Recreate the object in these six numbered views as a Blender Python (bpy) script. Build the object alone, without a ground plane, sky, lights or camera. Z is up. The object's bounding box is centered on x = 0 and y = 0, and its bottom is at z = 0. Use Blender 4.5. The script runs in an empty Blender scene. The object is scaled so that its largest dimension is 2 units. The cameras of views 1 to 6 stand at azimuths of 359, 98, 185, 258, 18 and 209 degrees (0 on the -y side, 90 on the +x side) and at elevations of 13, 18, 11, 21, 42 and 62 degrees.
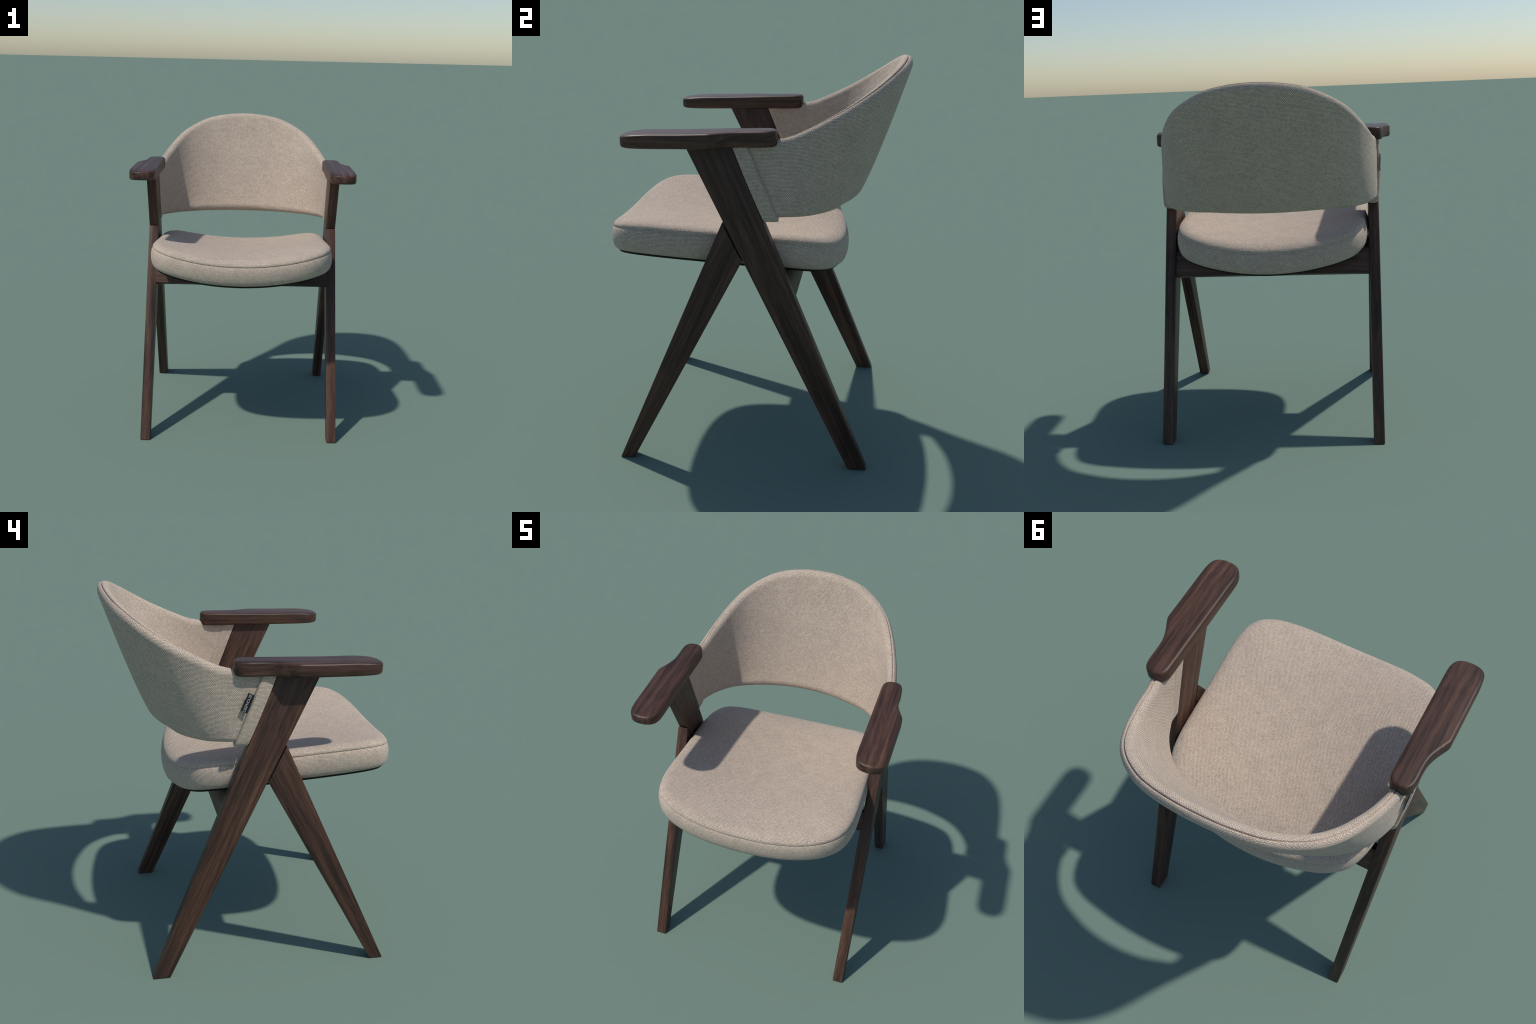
import bpy, bmesh, math
import numpy as np
from mathutils import Matrix, Vector

# ------------------------------------------------------------------ helpers
def spline(points, count, closed=False):
    """Catmull-Rom through the control points, resampled evenly by arc length."""
    p = np.array(points, float)
    n = len(p)
    out = []
    segs = n if closed else n - 1
    for i in range(segs):
        if closed:
            a, b, c, d = p[(i - 1) % n], p[i], p[(i + 1) % n], p[(i + 2) % n]
        else:
            b, c = p[i], p[i + 1]
            a = p[i - 1] if i > 0 else 2 * b - c
            d = p[i + 2] if i + 2 < n else 2 * c - b
        for t in np.linspace(0, 1, 24, endpoint=False):
            out.append(0.5 * ((2 * b) + (c - a) * t + (2 * a - 5 * b + 4 * c - d) * t ** 2
                              + (3 * b - a - 3 * c + d) * t ** 3))
    out.append(p[0] if closed else p[-1])
    out = np.array(out)
    s = np.concatenate([[0], np.cumsum(np.linalg.norm(np.diff(out, axis=0), axis=1))])
    q = np.linspace(0, s[-1], count + (1 if closed else 0))
    res = np.stack([np.interp(q, s, out[:, k]) for k in range(p.shape[1])], axis=1)
    return res[:-1] if closed else res


def finish(name, bm, material, parent, matrix=None, angle=40):
    """World-space bmesh -> object; with a matrix the mesh is stored in that local frame."""
    bmesh.ops.recalc_face_normals(bm, faces=bm.faces)
    if matrix is not None:
        bm.transform(matrix.inverted())
    me = bpy.data.meshes.new(name)
    bm.to_mesh(me)
    bm.free()
    me.materials.append(material)
    me.shade_smooth()
    if angle < 179:
        me.set_sharp_from_angle(angle=math.radians(angle))
    ob = bpy.data.objects.new(name, me)
    bpy.context.collection.objects.link(ob)
    ob.parent = parent
    if matrix is not None:
        ob.matrix_world = matrix
    return ob


def grid_loops(bm, loops, cap_first=True, cap_last=True):
    """Skin a list of closed loops (each a list of 3D points)."""
    rings = [[bm.verts.new(v) for v in lp] for lp in loops]
    m = len(rings[0])
    for a, b in zip(rings[:-1], rings[1:]):
        for i in range(m):
            j = (i + 1) % m
            bm.faces.new((a[i], a[j], b[j], b[i]))
    if cap_first:
        bm.faces.new(rings[0])
    if cap_last:
        bm.faces.new(list(reversed(rings[-1])))
    return rings


def prism(outline_yz, x0, x1, bevel=0.004, segments=3):
    """Flat board: a (y, z) outline given thickness from x0 to x1, edges rounded."""
    bm = bmesh.new()
    grid_loops(bm, [[(x0, y, z) for y, z in outline_yz], [(x1, y, z) for y, z in outline_yz]])
    bmesh.ops.recalc_face_normals(bm, faces=bm.faces)
    bmesh.ops.bevel(bm, geom=list(bm.edges), offset=bevel, segments=segments, profile=0.5,
                    affect='EDGES', clamp_overlap=True)
    return bm


# ---------------------------------------------------------------- materials
class Nodes:
    def __init__(self, name):
        self.mat = bpy.data.materials.new(name)
        self.mat.use_nodes = True
        self.t = self.mat.node_tree
        self.bsdf = self.t.nodes["Principled BSDF"]

    def new(self, kind, **kw):
        n = self.t.nodes.new(kind)
        for k, v in kw.items():
            setattr(n, k, v)
        return n

    def put(self, socket, value):
        if isinstance(value, bpy.types.NodeSocket):
            self.t.links.new(value, socket)
        else:
            socket.default_value = value

    def math(self, op, a, b=None, c=None):
        n = self.new("ShaderNodeMath", operation=op)
        for s, v in zip(n.inputs, (a, b, c)):
            if v is not None:
                self.put(s, v)
        return n.outputs[0]

    def noise(self, vec, scale, detail=3.0, rough=0.5, distortion=0.0):
        n = self.new("ShaderNodeTexNoise")
        self.put(n.inputs["Vector"], vec)
        n.inputs["Scale"].default_value = scale
        n.inputs["Detail"].default_value = detail
        n.inputs["Roughness"].default_value = rough
        n.inputs["Distortion"].default_value = distortion
        return n.outputs["Fac"]

    def mapping(self, vec, scale=(1, 1, 1), loc=(0, 0, 0)):
        n = self.new("ShaderNodeMapping")
        self.put(n.inputs["Vector"], vec)
        self.put(n.inputs["Scale"], scale)
        self.put(n.inputs["Location"], loc)
        return n.outputs[0]

    def ramp(self, fac, stops):
        n = self.new("ShaderNodeValToRGB")
        e = n.color_ramp.elements
        while len(e) < len(stops):
            e.new(0.5)
        for el, (pos, col) in zip(e, stops):
            el.position = pos
            el.color = (*col, 1)
        self.put(n.inputs[0], fac)
        return n.outputs[0]

    def mix(self, fac, a, b, blend='MIX'):
        n = self.new("ShaderNodeMix", data_type='RGBA', blend_type=blend)
        self.put(n.inputs[0], fac)
        for s, v in ((n.inputs[6], a), (n.inputs[7], b)):
            self.put(s, v if isinstance(v, bpy.types.NodeSocket) else (*v, 1))
        return n.outputs[2]

    def combine(self, x, y, z=0.0):
        n = self.new("ShaderNodeCombineXYZ")
        for s, v in zip(n.inputs, (x, y, z)):
            self.put(s, v)
        return n.outputs[0]

    def bump(self, height, distance, strength=1.0):
        n = self.new("ShaderNodeBump")
        self.put(n.inputs["Height"], height)
        n.inputs["Distance"].default_value = distance
        n.inputs["Strength"].default_value = strength
        return n.outputs[0]


FABRIC_LIGHT = (0.72, 0.590, 0.470)
FABRIC_MID = (0.485, 0.390, 0.308)
FABRIC_DARK = (0.205, 0.172, 0.148)


def make_fabric(name, wrap):
    """Coarse two-tone woven cloth.  wrap: 'round' follows a cylinder about z, 'box' follows the axes."""
    g = Nodes(name)
    tc = g.new("ShaderNodeTexCoord")
    obj = tc.outputs["Object"]
    # a little waviness of the yarns
    wob = g.new("ShaderNodeTexNoise")
    g.put(wob.inputs["Vector"], obj)
    wob.inputs["Scale"].default_value = 9.0
    wob.inputs["Detail"].default_value = 2.0
    wv = g.new("ShaderNodeVectorMath", operation='SCALE')
    g.put(wv.inputs[0], wob.outputs["Color"])
    wv.inputs["Scale"].default_value = 0.012
    ad = g.new("ShaderNodeVectorMath", operation='ADD')
    g.put(ad.inputs[0], obj)
    g.put(ad.inputs[1], wv.outputs[0])
    sep = g.new("ShaderNodeSeparateXYZ")
    g.put(sep.inputs[0], ad.outputs[0])
    x, y, z = sep.outputs

    PU, PV = 0.0076, 0.0062               # float length along a row, row pitch

    def weave(u, v):
        """Staggered rows of floats: (height 0..1, random value of each float)."""
        vr = g.math('MULTIPLY', v, 1 / PV)
        row = g.math('FLOOR', vr)
        ur = g.math('MULTIPLY_ADD', row, 0.5, g.math('MULTIPLY', u, 1 / PU))
        cell = g.math('FLOOR', ur)
        dot = g.math('MULTIPLY', g.math('SINE', g.math('MULTIPLY', g.math('FRACT', vr), math.pi)),
                     g.math('SINE', g.math('MULTIPLY', g.math('FRACT', ur), math.pi)))
        wn = g.new("ShaderNodeTexWhiteNoise", noise_dimensions='2D')
        g.put(wn.inputs["Vector"], g.combine(cell, row))
        return g.math('MULTIPLY_ADD', g.math('SUBTRACT', wn.outputs["Value"], 0.5), 0.22, g.math('POWER', dot, 0.7))

    def yarn(u, v):
        along_u = g.noise(g.combine(g.math('MULTIPLY', u, 28.0), g.math('MULTIPLY', v, 170.0)), 1.0, 2.0, 0.6)
        along_v = g.noise(g.combine(g.math('MULTIPLY', u, 170.0), g.math('MULTIPLY', v, 28.0), 7.0), 1.0, 2.0, 0.6)
        return g.math('ADD', along_u, along_v)

    if wrap == 'round':
        ang = g.math('ARCTAN2', x, g.math('ADD', y, 0.02))
        u = g.math('MULTIPLY', ang, 0.56)
        # same thread direction on both halves
        geo = g.new("ShaderNodeNewGeometry")
        ns = g.new("ShaderNodeSeparateXYZ")
        g.put(ns.inputs[0], geo.outputs["Normal"])
        flat = g.math('POWER', g.math('ABSOLUTE', ns.outputs[2]), 3.0)
        steep = g.math('SUBTRACT', 1.0, flat)
        rad = g.math('SQRT', g.math('ADD', g.math('MULTIPLY', x, x), g.math('MULTIPLY', y, y)))

        def both(fn):                      # over the rim the rows follow the radius
            return g.math('ADD', g.math('MULTIPLY', fn(u, z), steep), g.math('MULTIPLY', fn(u, rad), flat))
        h = both(weave)
        yn = both(yarn)
    else:
        geo = g.new("ShaderNodeNewGeometry")
        vt = g.new("ShaderNodeVectorTransform", vector_type='NORMAL', convert_from='WORLD', convert_to='OBJECT')
        g.put(vt.inputs[0], geo.outputs["Normal"])
        ns = g.new("ShaderNodeSeparateXYZ")
        g.put(ns.inputs[0], vt.outputs[0])
        w = [g.math('POWER', g.math('ABSOLUTE', c), 8.0) for c in ns.outputs]
        tot = g.math('ADD', g.math('ADD', w[0], w[1]), w[2])
        hs = [weave(y, z), weave(x, z), weave(x, y)]
        ys = [yarn(y, z), yarn(x, z), yarn(x, y)]

        def blend(v):
            s = g.math('ADD', g.math('ADD', g.math('MULTIPLY', v[0], w[0]), g.math('MULTIPLY', v[1], w[1])),
                       g.math('MULTIPLY', v[2], w[2]))
            return g.math('DIVIDE', s, tot)
        h = blend(hs)
        yn = blend(ys)
    cloud = g.noise(obj, 11.0, 4.0, 0.6)
    fleck = g.noise(obj, 330.0, 1.0, 0.5)
    f = g.math('MULTIPLY_ADD', h, 0.80, 0.11)
    f = g.math('MULTIPLY_ADD', g.math('SUBTRACT', yn, 1.0), 0.22, f)
    f = g.math('MULTIPLY_ADD', g.math('SUBTRACT', cloud, 0.5), 0.20, f)
    f = g.math('MULTIPLY_ADD', g.math('SUBTRACT', fleck, 0.5), 0.40, f)
    col = g.ramp(f, [(0.10, FABRIC_DARK), (0.50, FABRIC_MID), (0.95, FABRIC_LIGHT)])
    hue = g.noise(obj, 95.0, 2.0, 0.6)
    col = g.mix(0.55, col, g.ramp(hue, [(0.36, (0.96, 1.0, 1.06)), (0.64, (1.05, 0.99, 0.93))]), 'MULTIPLY')
    g.put(g.bsdf.inputs["Base Color"], col)
    g.bsdf.inputs["Roughness"].default_value = 0.92
    g.bsdf.inputs["Specular IOR Level"].default_value = 0.15
    g.bsdf.inputs["Sheen Weight"].default_value = 0.12
    g.bsdf.inputs["Sheen Roughness"].default_value = 0.5
    hh = g.math('MULTIPLY_ADD', g.math('SUBTRACT', fleck, 0.5), 0.5, h)
    g.put(g.bsdf.inputs["Normal"], g.bump(hh, 0.0016, 0.55))
    return g.mat


def make_walnut(name, offset=0.0):
    """Dark walnut; the grain runs along local z."""
    g = Nodes(name)
    tc = g.new("ShaderNodeTexCoord")
    info = g.new("ShaderNodeObjectInfo")
    shift = g.math('MULTIPLY_ADD', info.outputs["Random"], 9.0, offset)
    ad = g.new("ShaderNodeVectorMath", operation='ADD')
    g.put(ad.inputs[0], tc.outputs["Object"])
    g.put(ad.inputs[1], g.combine(shift, g.math('MULTIPLY', shift, 0.7), g.math('MULTIPLY', shift, 1.3)))
    p = ad.outputs[0]
    broad = g.noise(g.mapping(p, (9, 9, 1.1)), 1.0, 2.0, 0.5, 0.8)        # cathedral shapes
    rings = g.math('SINE', g.math('MULTIPLY', broad, 62.0))
    rings = g.math('MULTIPLY_ADD', rings, 0.5, 0.5)
    bands = g.noise(g.mapping(p, (40, 40, 1.1)), 1.0, 3.0, 0.55, 0.25)     # streaks of heartwood
    fibre = g.noise(g.mapping(p, (190, 190, 5.0)), 1.0, 3.0, 0.6)
    pores = g.noise(g.mapping(p, (420, 420, 14.0)), 1.0, 1.0, 0.5)
    f = g.math('MULTIPLY_ADD', rings, 0.10, g.math('MULTIPLY_ADD', bands, 1.15, -0.20))
    f = g.math('MULTIPLY_ADD', g.math('SUBTRACT', fibre, 0.5), 0.42, f)
    f = g.math('MULTIPLY_ADD', g.math('SUBTRACT', broad, 0.5), 0.55, f)
    col = g.ramp(f, [(0.20, (0.031, 0.0175, 0.0138)), (0.42, (0.067, 0.0345, 0.0245)),
                     (0.58, (0.095, 0.0475, 0.0320)), (0.80, (0.140, 0.071, 0.0465))])
    dark = g.ramp(pores, [(0.30, (0.55, 0.55, 0.55)), (0.48, (1, 1, 1))])
    col = g.mix(0.7, col, dark, 'MULTIPLY')
    g.put(g.bsdf.inputs["Base Color"], col)
    g.put(g.bsdf.inputs["Roughness"], g.math('MULTIPLY_ADD', fibre, 0.12, 0.37))
    g.bsdf.inputs["Specular IOR Level"].default_value = 0.28
    g.put(g.bsdf.inputs["Normal"], g.bump(fibre, 0.0006, 0.25))
    return g.mat


def make_plain(name, colour, rough):
    g = Nodes(name)
    n = g.noise(g.new("ShaderNodeTexCoord").outputs["Object"], 240.0, 2.0)
    lo = tuple(c * 0.85 for c in colour)
    hi = tuple(c * 1.12 for c in colour)
    g.put(g.bsdf.inputs["Base Color"], g.ramp(n, [(0.3, lo), (0.7, hi)]))
    g.bsdf.inputs["Roughness"].default_value = rough
    g.bsdf.inputs["Specular IOR Level"].default_value = 0.2
    g.put(g.bsdf.inputs["Normal"], g.bump(n, 0.0006, 0.3))
    return g.mat


CLOTH_ROUND = make_fabric("woven_cloth_round", 'round')
CLOTH_BOX = make_fabric("woven_cloth", 'box')
WALNUT = make_walnut("walnut")
BLACK = make_plain("black_board", (0.012, 0.012, 0.012), 0.7)
SLOT_SHADOW = make_plain("slot_shadow_black", (0.002, 0.002, 0.002), 0.9)
TAG_BLACK = make_plain("black_ribbon", (0.010, 0.011, 0.012), 0.65)
TAG_WHITE = make_plain("white_print", (0.42, 0.44, 0.45), 0.7)

# ---------------------------------------------------------------- the thing
chair = bpy.data.objects.new("armchair", None)
bpy.context.collection.objects.link(chair)
chair["label"] = "walnut dining armchair with beige woven seat and curved back"
chair["category"] = "chair"

LEG_IN, LEG_OUT = 0.569, 0.630


def rear_front(z): return 0.490 - 0.4580 * z      # front edge of the raked long leg
def rear_back(z): return 0.583 - 0.3825 * z       # its back edge
def fore_front(z): return -0.701 + 0.4575 * z     # front edge of the short leg
def fore_back(z): return -0.628 + 0.5535 * z


def frame(origin, along, side):
    """Local frame with z = grain direction, x = across the leg's thickness."""
    zax = Vector(along).normalized()
    xax = Vector((1, 0, 0))
    yax = zax.cross(xax).normalized()
    m = Matrix.Identity(4)
    for i in range(3):
        m[i][0], m[i][1], m[i][2], m[i][3] = xax[i], yax[i], zax[i], origin[i]
    return m


def mx(points, side):
    return [(side * p[0], p[1], p[2]) for p in points]


# ---- legs
for side in (1, -1):
    x0, x1 = side * LEG_IN, side * LEG_OUT
    top = 1.672
    bm = prism([(rear_front(0), 0), (rear_back(0), 0), (rear_back(top), top), (rear_front(top), top)], x0, x1)
    m = frame((side * 0.6, 0.2, 0.8), (0, -0.42, 1), side)
    finish("leg", bm, WALNUT, chair, m)

    zc = 1.106                                    # lower corner touches the long leg
    gap = 0.0085
    zt = (0.490 - gap + 0.701) / (0.4575 + 0.4580)
    bm = prism([(fore_front(0), 0), (fore_back(0), 0), (rear_front(zc) - 0.001, zc),
                (rear_front(zc + 0.012) - gap, zc + 0.016), (rear_front(zt) - gap, zt)], x0, x1, 0.0025)
    m = frame((side * 0.6, -0.4, 0.6), (0, 0.505, 1), side)
    finish("leg", bm, WALNUT, chair, m)

    # near-black plate modelled as the unlit shadow inside the slot between the legs
    za, zb = zc + 0.004, zt - 0.022
    bm = prism([(rear_front(za) - 0.02, za), (rear_front(za) + 0.02, za), (rear_front(zb) + 0.02, zb),
                (rear_front(zb) - 0.014, zb)], side * (LEG_IN + 0.003), side * (LEG_OUT - 0.003), 0.001, 1)
    finish("slot_shadow_plate", bm, SLOT_SHADOW, chair)

# ---- cross rails between the leg pairs, raked like the legs they join
def rail(bottom, lean, height, depth):
    """Board squared to its own lean; 'bottom' is the lower outer edge, depth > 0 goes towards +y."""
    up = np.array([lean, 1.0]) / math.hypot(lean, 1.0)
    across = np.array([up[1], -up[0]]) * depth
    p = np.array(bottom)
    quad = [p, p + up * height, p + up * height + across, p + across]
    bm = prism([tuple(q) for q in quad], -LEG_IN - 0.006, LEG_IN + 0.006, 0.005)
    m = Matrix(((0, 0, 1, 0), (1, 0, 0, bottom[0]), (0, 1, 0, bottom[1]), (0, 0, 0, 1)))
    finish("rail", bm, WALNUT, chair, m)


rail((0.230, 0.902), -0.40, 0.148, -0.055)
rail((-0.276, 0.935), 0.4575, 0.120, 0.055)

# ---- black blocks that carry the cushion on the rails
for side in (1, -1):
    for y0, y1 in ((-0.205, -0.150), (0.105, 0.150)):
        bm = prism([(y0, 1.010), (y1, 1.010), (y1, 1.060), (y0, 1.060)], side * 0.44, side * 0.535, 0.003, 2)
        finish("mounting_block", bm, BLACK, chair)

# ---- armrests: plan outline with a waist behind the broad front
ARM_PLAN = [(0.5430, -0.30), (0.5430, -0.40), (0.5432, -0.475), (0.5480, -0.517), (0.5630, -0.548), (0.592, -0.565), (0.626, -0.570),
            (0.660, -0.566), (0.688, -0.552), (0.7035, -0.525), (0.7090, -0.480), (0.7095, -0.40), (0.7095, -0.27), (0.7095, -0.19), (0.7095, -0.158),
            (0.7085, -0.142), (0.7030, -0.127), (0.6930, -0.106), (0.6800, -0.078), (0.6700, -0.052), (0.6620, -0.022), (0.6585, 0.010),
            (0.6575, 0.055), (0.6570, 0.100), (0.6500, 0.132), (0.6330, 0.153), (0.6000, 0.160),
            (0.5670, 0.153), (0.5500, 0.132), (0.5430, 0.100), (0.5430, 0.0), (0.5430, -0.15)]
ARM_LOW, ARM_HIGH = 1.656, 1.730
for side in (1, -1):
    out = spline(ARM_PLAN, 220, closed=True)
    tan = np.roll(out, -1, axis=0) - np.roll(out, 1, axis=0)
    tan /= np.linalg.norm(tan, axis=1)[:, None]
    nrm = np.stack([-tan[:, 1], tan[:, 0]], axis=1)           # points inward for this winding
    c = out.mean(axis=0)
    if ((c - out) * nrm).sum() < 0:
        nrm = -nrm
    r1, r0 = 0.015, 0.014
    prof = []
    for a in np.linspace(0, 90, 7):
        prof.append((r0 * (1 - math.sin(math.radians(a))), ARM_LOW + r0 * (1 - math.cos(math.radians(a)))))
    for a in np.linspace(0, 90, 8):
        prof.append((r1 * (1 - math.cos(math.radians(a))) * 1.15, ARM_HIGH - r1 * (1 - math.sin(math.radians(a))) * 0.9))
    loops = []
    for d, z in prof:
        q = out + nrm * d
        loop = []
        for (px, py) in q:
            f = max(0.0, (-0.40 - py) / 0.17)
            k = (z - ARM_LOW) / (ARM_HIGH - ARM_LOW)
            slope = 0.006 * min(1.0, max(0.0, (0.05 - py) / 0.35))
            loop.append((side * px, py, z - (0.011 * f * f + slope) * k + 0.005 * f * f * (1 - k)))
        loops.append(loop)
    bm = bmesh.new()
    grid_loops(bm, loops)
    m = Matrix(((1, 0, 0, side * 0.62), (0, 0, 1, -0.2), (0, -1, 0, 1.7), (0, 0, 0, 1)))
    finish("armrest", bm, WALNUT, chair, m, 35)

# ---------------------------------------------------------------- seat
SEAT_HALF = [(0.0, -0.768), (0.15, -0.765), (0.283, -0.754), (0.39, -0.731), (0.46, -0.703), (0.519, -0.657),
             (0.557, -0.592), (0.576, -0.500), (0.577, -0.380), (0.571, -0.200), (0.566, 0.0), (0.560, 0.130),
             (0.540, 0.240), (0.495, 0.330), (0.41, 0.388), (0.30, 0.422), (0.15, 0.449)]


def gauss(v, at, width):
    return math.exp(-((v - at) / width) ** 2)


def seam_height(x, y):
    """Height of the seam surface: dished across the width, falling to the back."""
    return 1.105 - 0.078 * y + 0.27 * x * x - 0.05 * max(0.0, y - 0.2) ** 1.5


def underside(x, y):
    """Extra depth of the cushion below the seam: a little deeper beside the legs."""
    w = (abs(x) / 0.57) ** 3
    return -0.005 * w * gauss(max(abs(y) - 0.30, 0.0), 0.0, 0.30)


plan = SEAT_HALF + [(0.0, 0.457)] + [(-x, y) for x, y in reversed(SEAT_HALF[1:])]
seat_out = spline(plan, 420, closed=True)
tan = np.roll(seat_out, -1, axis=0) - np.roll(seat_out, 1, axis=0)
tan /= np.linalg.norm(tan, axis=1)[:, None]
seat_in = np.stack([-tan[:, 1], tan[:, 0]], axis=1)
centre = np.array([0.0, -0.15])
if ((centre - seat_out) * seat_in).sum() < 0:
    seat_in = -seat_in


def seat_loop(d, dz, scale=1.0, base=None):
    q = seat_out + seat_in * d
    if scale != 1.0:
        q = centre + (q - centre) * scale
    k = min(1.0, max(0.0, -dz / 0.10))
    return [(x, y, seam_height(x, y) + dz + k * underside(x, y)) for x, y in q]


CROWN = 0.061
edge = [(0.075, -0.121), (0.040, -0.121), (0.020, -0.117), (0.009, -0.107), (0.003, -0.091), (0.0, -0.072), (-0.001, -0.050),
        (0.001, -0.030), (0.005, -0.014), (0.009, -0.005), (0.0118, -0.0012), (0.0140, 0.0005), (0.0116, 0.0022), (0.0105, 0.0065),
        (0.0135, 0.0150), (0.020, 0.0235), (0.032, 0.0325), (0.055, 0.0415)]
loops = [seat_loop(0.075, -0.121, s) for s in (0.02, 0.3, 0.6, 0.85)] + [seat_loop(d, z) for d, z in edge]
for s in np.linspace(0.97, 0.02, 26):
    loop = seat_loop(0.055, 0.0415, s)
    loops.append([(x, y, z + (CROWN - 0.0415 + 0.006 * gauss(y, -0.50, 0.20) - 0.004 * gauss(y, 0.25, 0.25)) * (1 - s ** 5))
                  for x, y, z in loop])
bm = bmesh.new()
grid_loops(bm, loops)
finish("seat_cushion", bm, CLOTH_BOX, chair, None, 180)

loops = [seat_loop(0.030, -0.112, s) for s in (0.02, 0.5)]
loops += [seat_loop(0.030, -0.112), seat_loop(0.030, -0.1270), seat_loop(0.033, -0.1300)]
loops += [seat_loop(0.030, -0.1300 - dz, s) for s, dz in ((0.9, 0.003), (0.8, 0.008), (0.5, 0.010), (0.25, 0.010), (0.02, 0.010))]
bm = bmesh.new()
grid_loops(bm, loops)
finish("seat_board", bm, BLACK, chair, None, 40)

# ---------------------------------------------------------------- backrest
LOW_HALF = [(0.5935, 0.128, 1.343), (0.575, 0.190, 1.342), (0.537, 0.270, 1.340), (0.469, 0.349, 1.340),
            (0.393, 0.401, 1.340), (0.311, 0.434, 1.342), (0.211, 0.468, 1.342), (0.10, 0.489, 1.342), (0.0, 0.495, 1.342)]
TOP_HALF = [(0.5925, 0.015, 1.640), (0.5920, 0.100, 1.645), (0.5860, 0.165, 1.650), (0.5720, 0.228, 1.661), (0.553, 0.306, 1.693),
            (0.526, 0.387, 1.732), (0.492, 0.471, 1.777), (0.449, 0.547, 1.824), (0.402, 0.602, 1.860),
            (0.337, 0.653, 1.896), (0.251, 0.697, 1.930), (0.130, 0.724, 1.953), (0.0, 0.732, 1.961)]
N = 181


def whole(half):
    return spline(half + [(-x, y, z) for x, y, z in reversed(half[:-1])], N)


low, topc = whole(LOW_HALF), whole(TOP_HALF)
s = np.abs(np.linspace(-1, 1, N))
half_thick = 0.0295 + 0.0095 * (1 - s ** 2)
V = 30
vs = np.linspace(0, 1, V)
mid = low[None] * (1 - vs)[:, None, None] + topc[None] * vs[:, None, None]        # (V, N, 3)
du = np.gradient(mid, axis=1)
dv = np.gradient(mid, axis=0)
nrm = np.cross(du, dv)
nrm /= np.linalg.norm(nrm, axis=2)[..., None]
if nrm[V // 2, N // 2, 1] < 0:
    nrm = -nrm
ends = np.clip((1 - s) / 0.12, 0.25, 1.0)
mid = mid + nrm * (0.009 * np.sin(np.pi * vs ** 0.7))[:, None, None] * ends[None, :, None]
# the shell thins towards the rim; only the inner face draws back
thin = 0.13 * vs ** 1.5
mid = mid + nrm * (thin[:, None] * half_thick[None, :])[..., None]
topc = mid[-1]
up = dv / np.linalg.norm(dv, axis=2)[..., None]


def notch(a, at, width, depth):
    return depth * math.exp(-((a - at) / width) ** 2)


loops = []
for i in range(N):
    h = half_thick[i]
    flank = math.sin(math.pi * min(1.0, s[i] * 1.15)) ** 2          # lower flanks are slimmer
    slim = [(1 - thin[k]) * (1 - 0.22 * flank * (1 - vs[k]) ** 2) for k in range(V)]
    loop = [mid[k, i] + nrm[k, i] * h * slim[k] for k in range(V)]                          # outer face
    for a in np.linspace(4, 176, 44):                                             # rolled rim with seam
        r = 1 - notch(a, 92, 5.0, 0.25)
        ca, sa = math.cos(math.radians(a)), math.sin(math.radians(a))
        loop.append(topc[i] + (nrm[-1, i] * ca * h * (1 - thin[-1]) + up[-1, i] * sa * h * 1.12) * r)
    loop += [mid[k, i] - nrm[k, i] * h * slim[k] for k in range(V - 1, -1, -1)]             # inner face
    for a in np.linspace(188, 352, 12):                                           # rounded lower edge
        ca, sa = math.cos(math.radians(a)), math.sin(math.radians(a))
        loop.append(low[i] + nrm[0, i] * ca * h * slim[0] + up[0, i] * sa * h * 1.02)
    loops.append([tuple(p) for p in loop])
bm = bmesh.new()
grid_loops(bm, loops)
back = finish("backrest", bm, CLOTH_ROUND, chair, None, 180)

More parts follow.
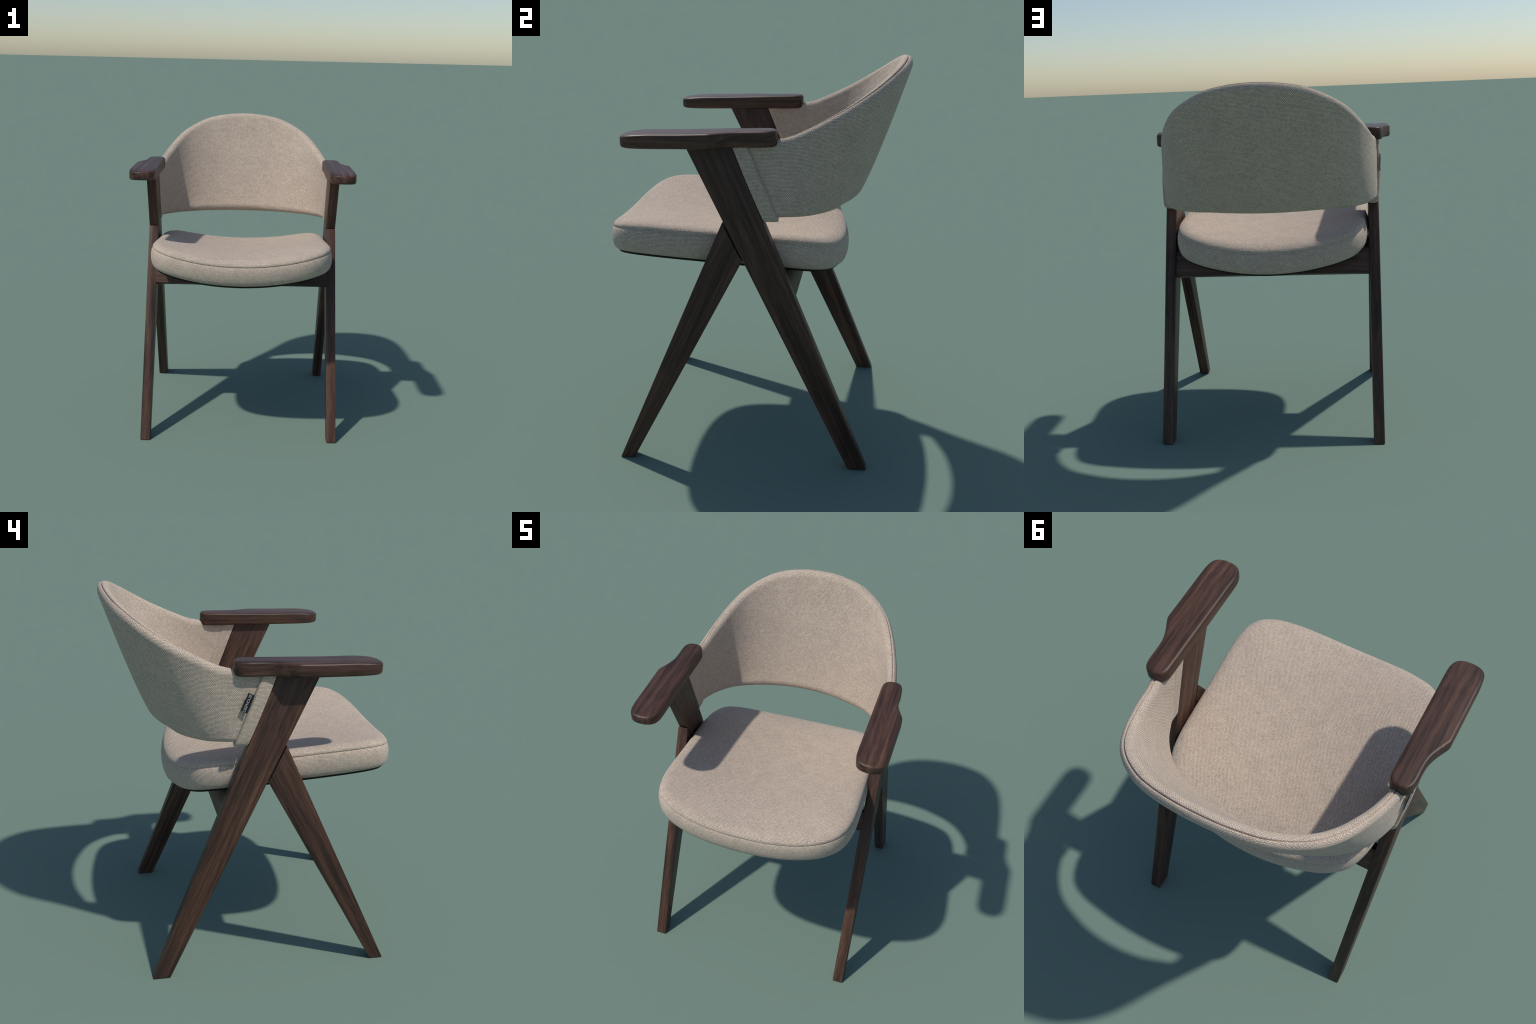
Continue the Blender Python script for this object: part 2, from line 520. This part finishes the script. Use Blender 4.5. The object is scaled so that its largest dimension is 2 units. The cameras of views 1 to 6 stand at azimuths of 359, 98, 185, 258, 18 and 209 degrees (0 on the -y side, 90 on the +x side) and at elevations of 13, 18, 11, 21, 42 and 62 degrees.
# ---- padded end panels fastened to the long legs
for side in (1, -1):
    zb, zt = 1.296, 1.672
    rows = []
    for k, z in enumerate(np.concatenate([[zb, zb + 0.003, zb + 0.010, zb + 0.022], np.linspace(zb + 0.04, zt, 16)])):
        f = min(1.0, (z - zb) / 0.022)
        pinch = 0.012 * (1 - math.sqrt(max(0.0, 1 - (1 - f) ** 2)))
        t = (z - zb) / (zt - zb)
        y0 = rear_back(z) + 0.0035 + pinch * 0.3
        y1 = rear_back(z) + 0.0745 - 0.006 * (1 - f)
        xo = 0.628 + 0.017 * math.sin(math.pi * min(1, 0.12 + 0.88 * (1 - t))) ** 0.8 - pinch * 1.6
        xi = 0.5665 + pinch * 1.2
        rr = 0.012
        sect = []
        for (cx, cy, a0) in ((xo - rr, y1 - rr, 0), (xi + rr, y1 - rr, 90), (xi + 0.004, y0 + 0.004, 180), (xo - 0.004, y0 + 0.004, 270)):
            q = rr if a0 < 180 else 0.004
            for a in np.linspace(a0, a0 + 90, 6):
                sect.append((side * (cx + q * math.cos(math.radians(a))), cy + q * math.sin(math.radians(a)), z))
        rows.append(sect)
    bm = bmesh.new()
    grid_loops(bm, rows)
    finish("end_panel", bm, CLOTH_BOX, chair, None, 60)

# ---- ribbon tag sewn into the seam, lettered along its length
tag_dir = Vector((0.0, -0.400, 1.0)).normalized()          # up along the seam
tag_out = Vector((-1.0, 0.22, 0.0)).normalized()
tag_side = tag_dir.cross(tag_out).normalized()
origin = Vector((-0.6415, 0.096, 1.525))
frame_tag = Matrix.Identity(4)
for i in range(3):
    frame_tag[i][0], frame_tag[i][1], frame_tag[i][2], frame_tag[i][3] = tag_dir[i], -tag_side[i], tag_out[i], origin[i]
if frame_tag.determinant() < 0:
    for i in range(3):
        frame_tag[i][1] = -frame_tag[i][1]
TAG_L, TAG_W = 0.097, 0.031
bm = bmesh.new()
grid_loops(bm, [[(-TAG_L / 2, -TAG_W / 2, z), (TAG_L / 2, -TAG_W / 2, z), (TAG_L / 2, TAG_W / 2, z), (-TAG_L / 2, TAG_W / 2, z)]
                for z in (-0.0012, 0.0012)])
bm.transform(frame_tag)
tag = finish("tag", bm, TAG_BLACK, chair, frame_tag)

curve = bpy.data.curves.new("tag_lettering", 'FONT')
curve.body = "DEEPHOUSE"
curve.size = 0.0205
curve.align_x = 'CENTER'
curve.align_y = 'CENTER'
curve.extrude = 0.0004
curve.space_character = 0.92
tmp = bpy.data.objects.new("tmp", curve)
bpy.context.collection.objects.link(tmp)
bpy.context.view_layer.update()
me = bpy.data.meshes.new_from_object(tmp.evaluated_get(bpy.context.evaluated_depsgraph_get()))
bpy.data.objects.remove(tmp)
bpy.data.curves.remove(curve)
me.name = "tag_lettering"
xs = [v.co.x for v in me.vertices]
fit = 0.092 / (max(xs) - min(xs))
for v in me.vertices:
    v.co.x *= fit
    v.co.z += 0.0017
me.materials.clear()
me.materials.append(TAG_WHITE)
letters = bpy.data.objects.new("tag_lettering", me)
bpy.context.collection.objects.link(letters)
letters.parent = tag
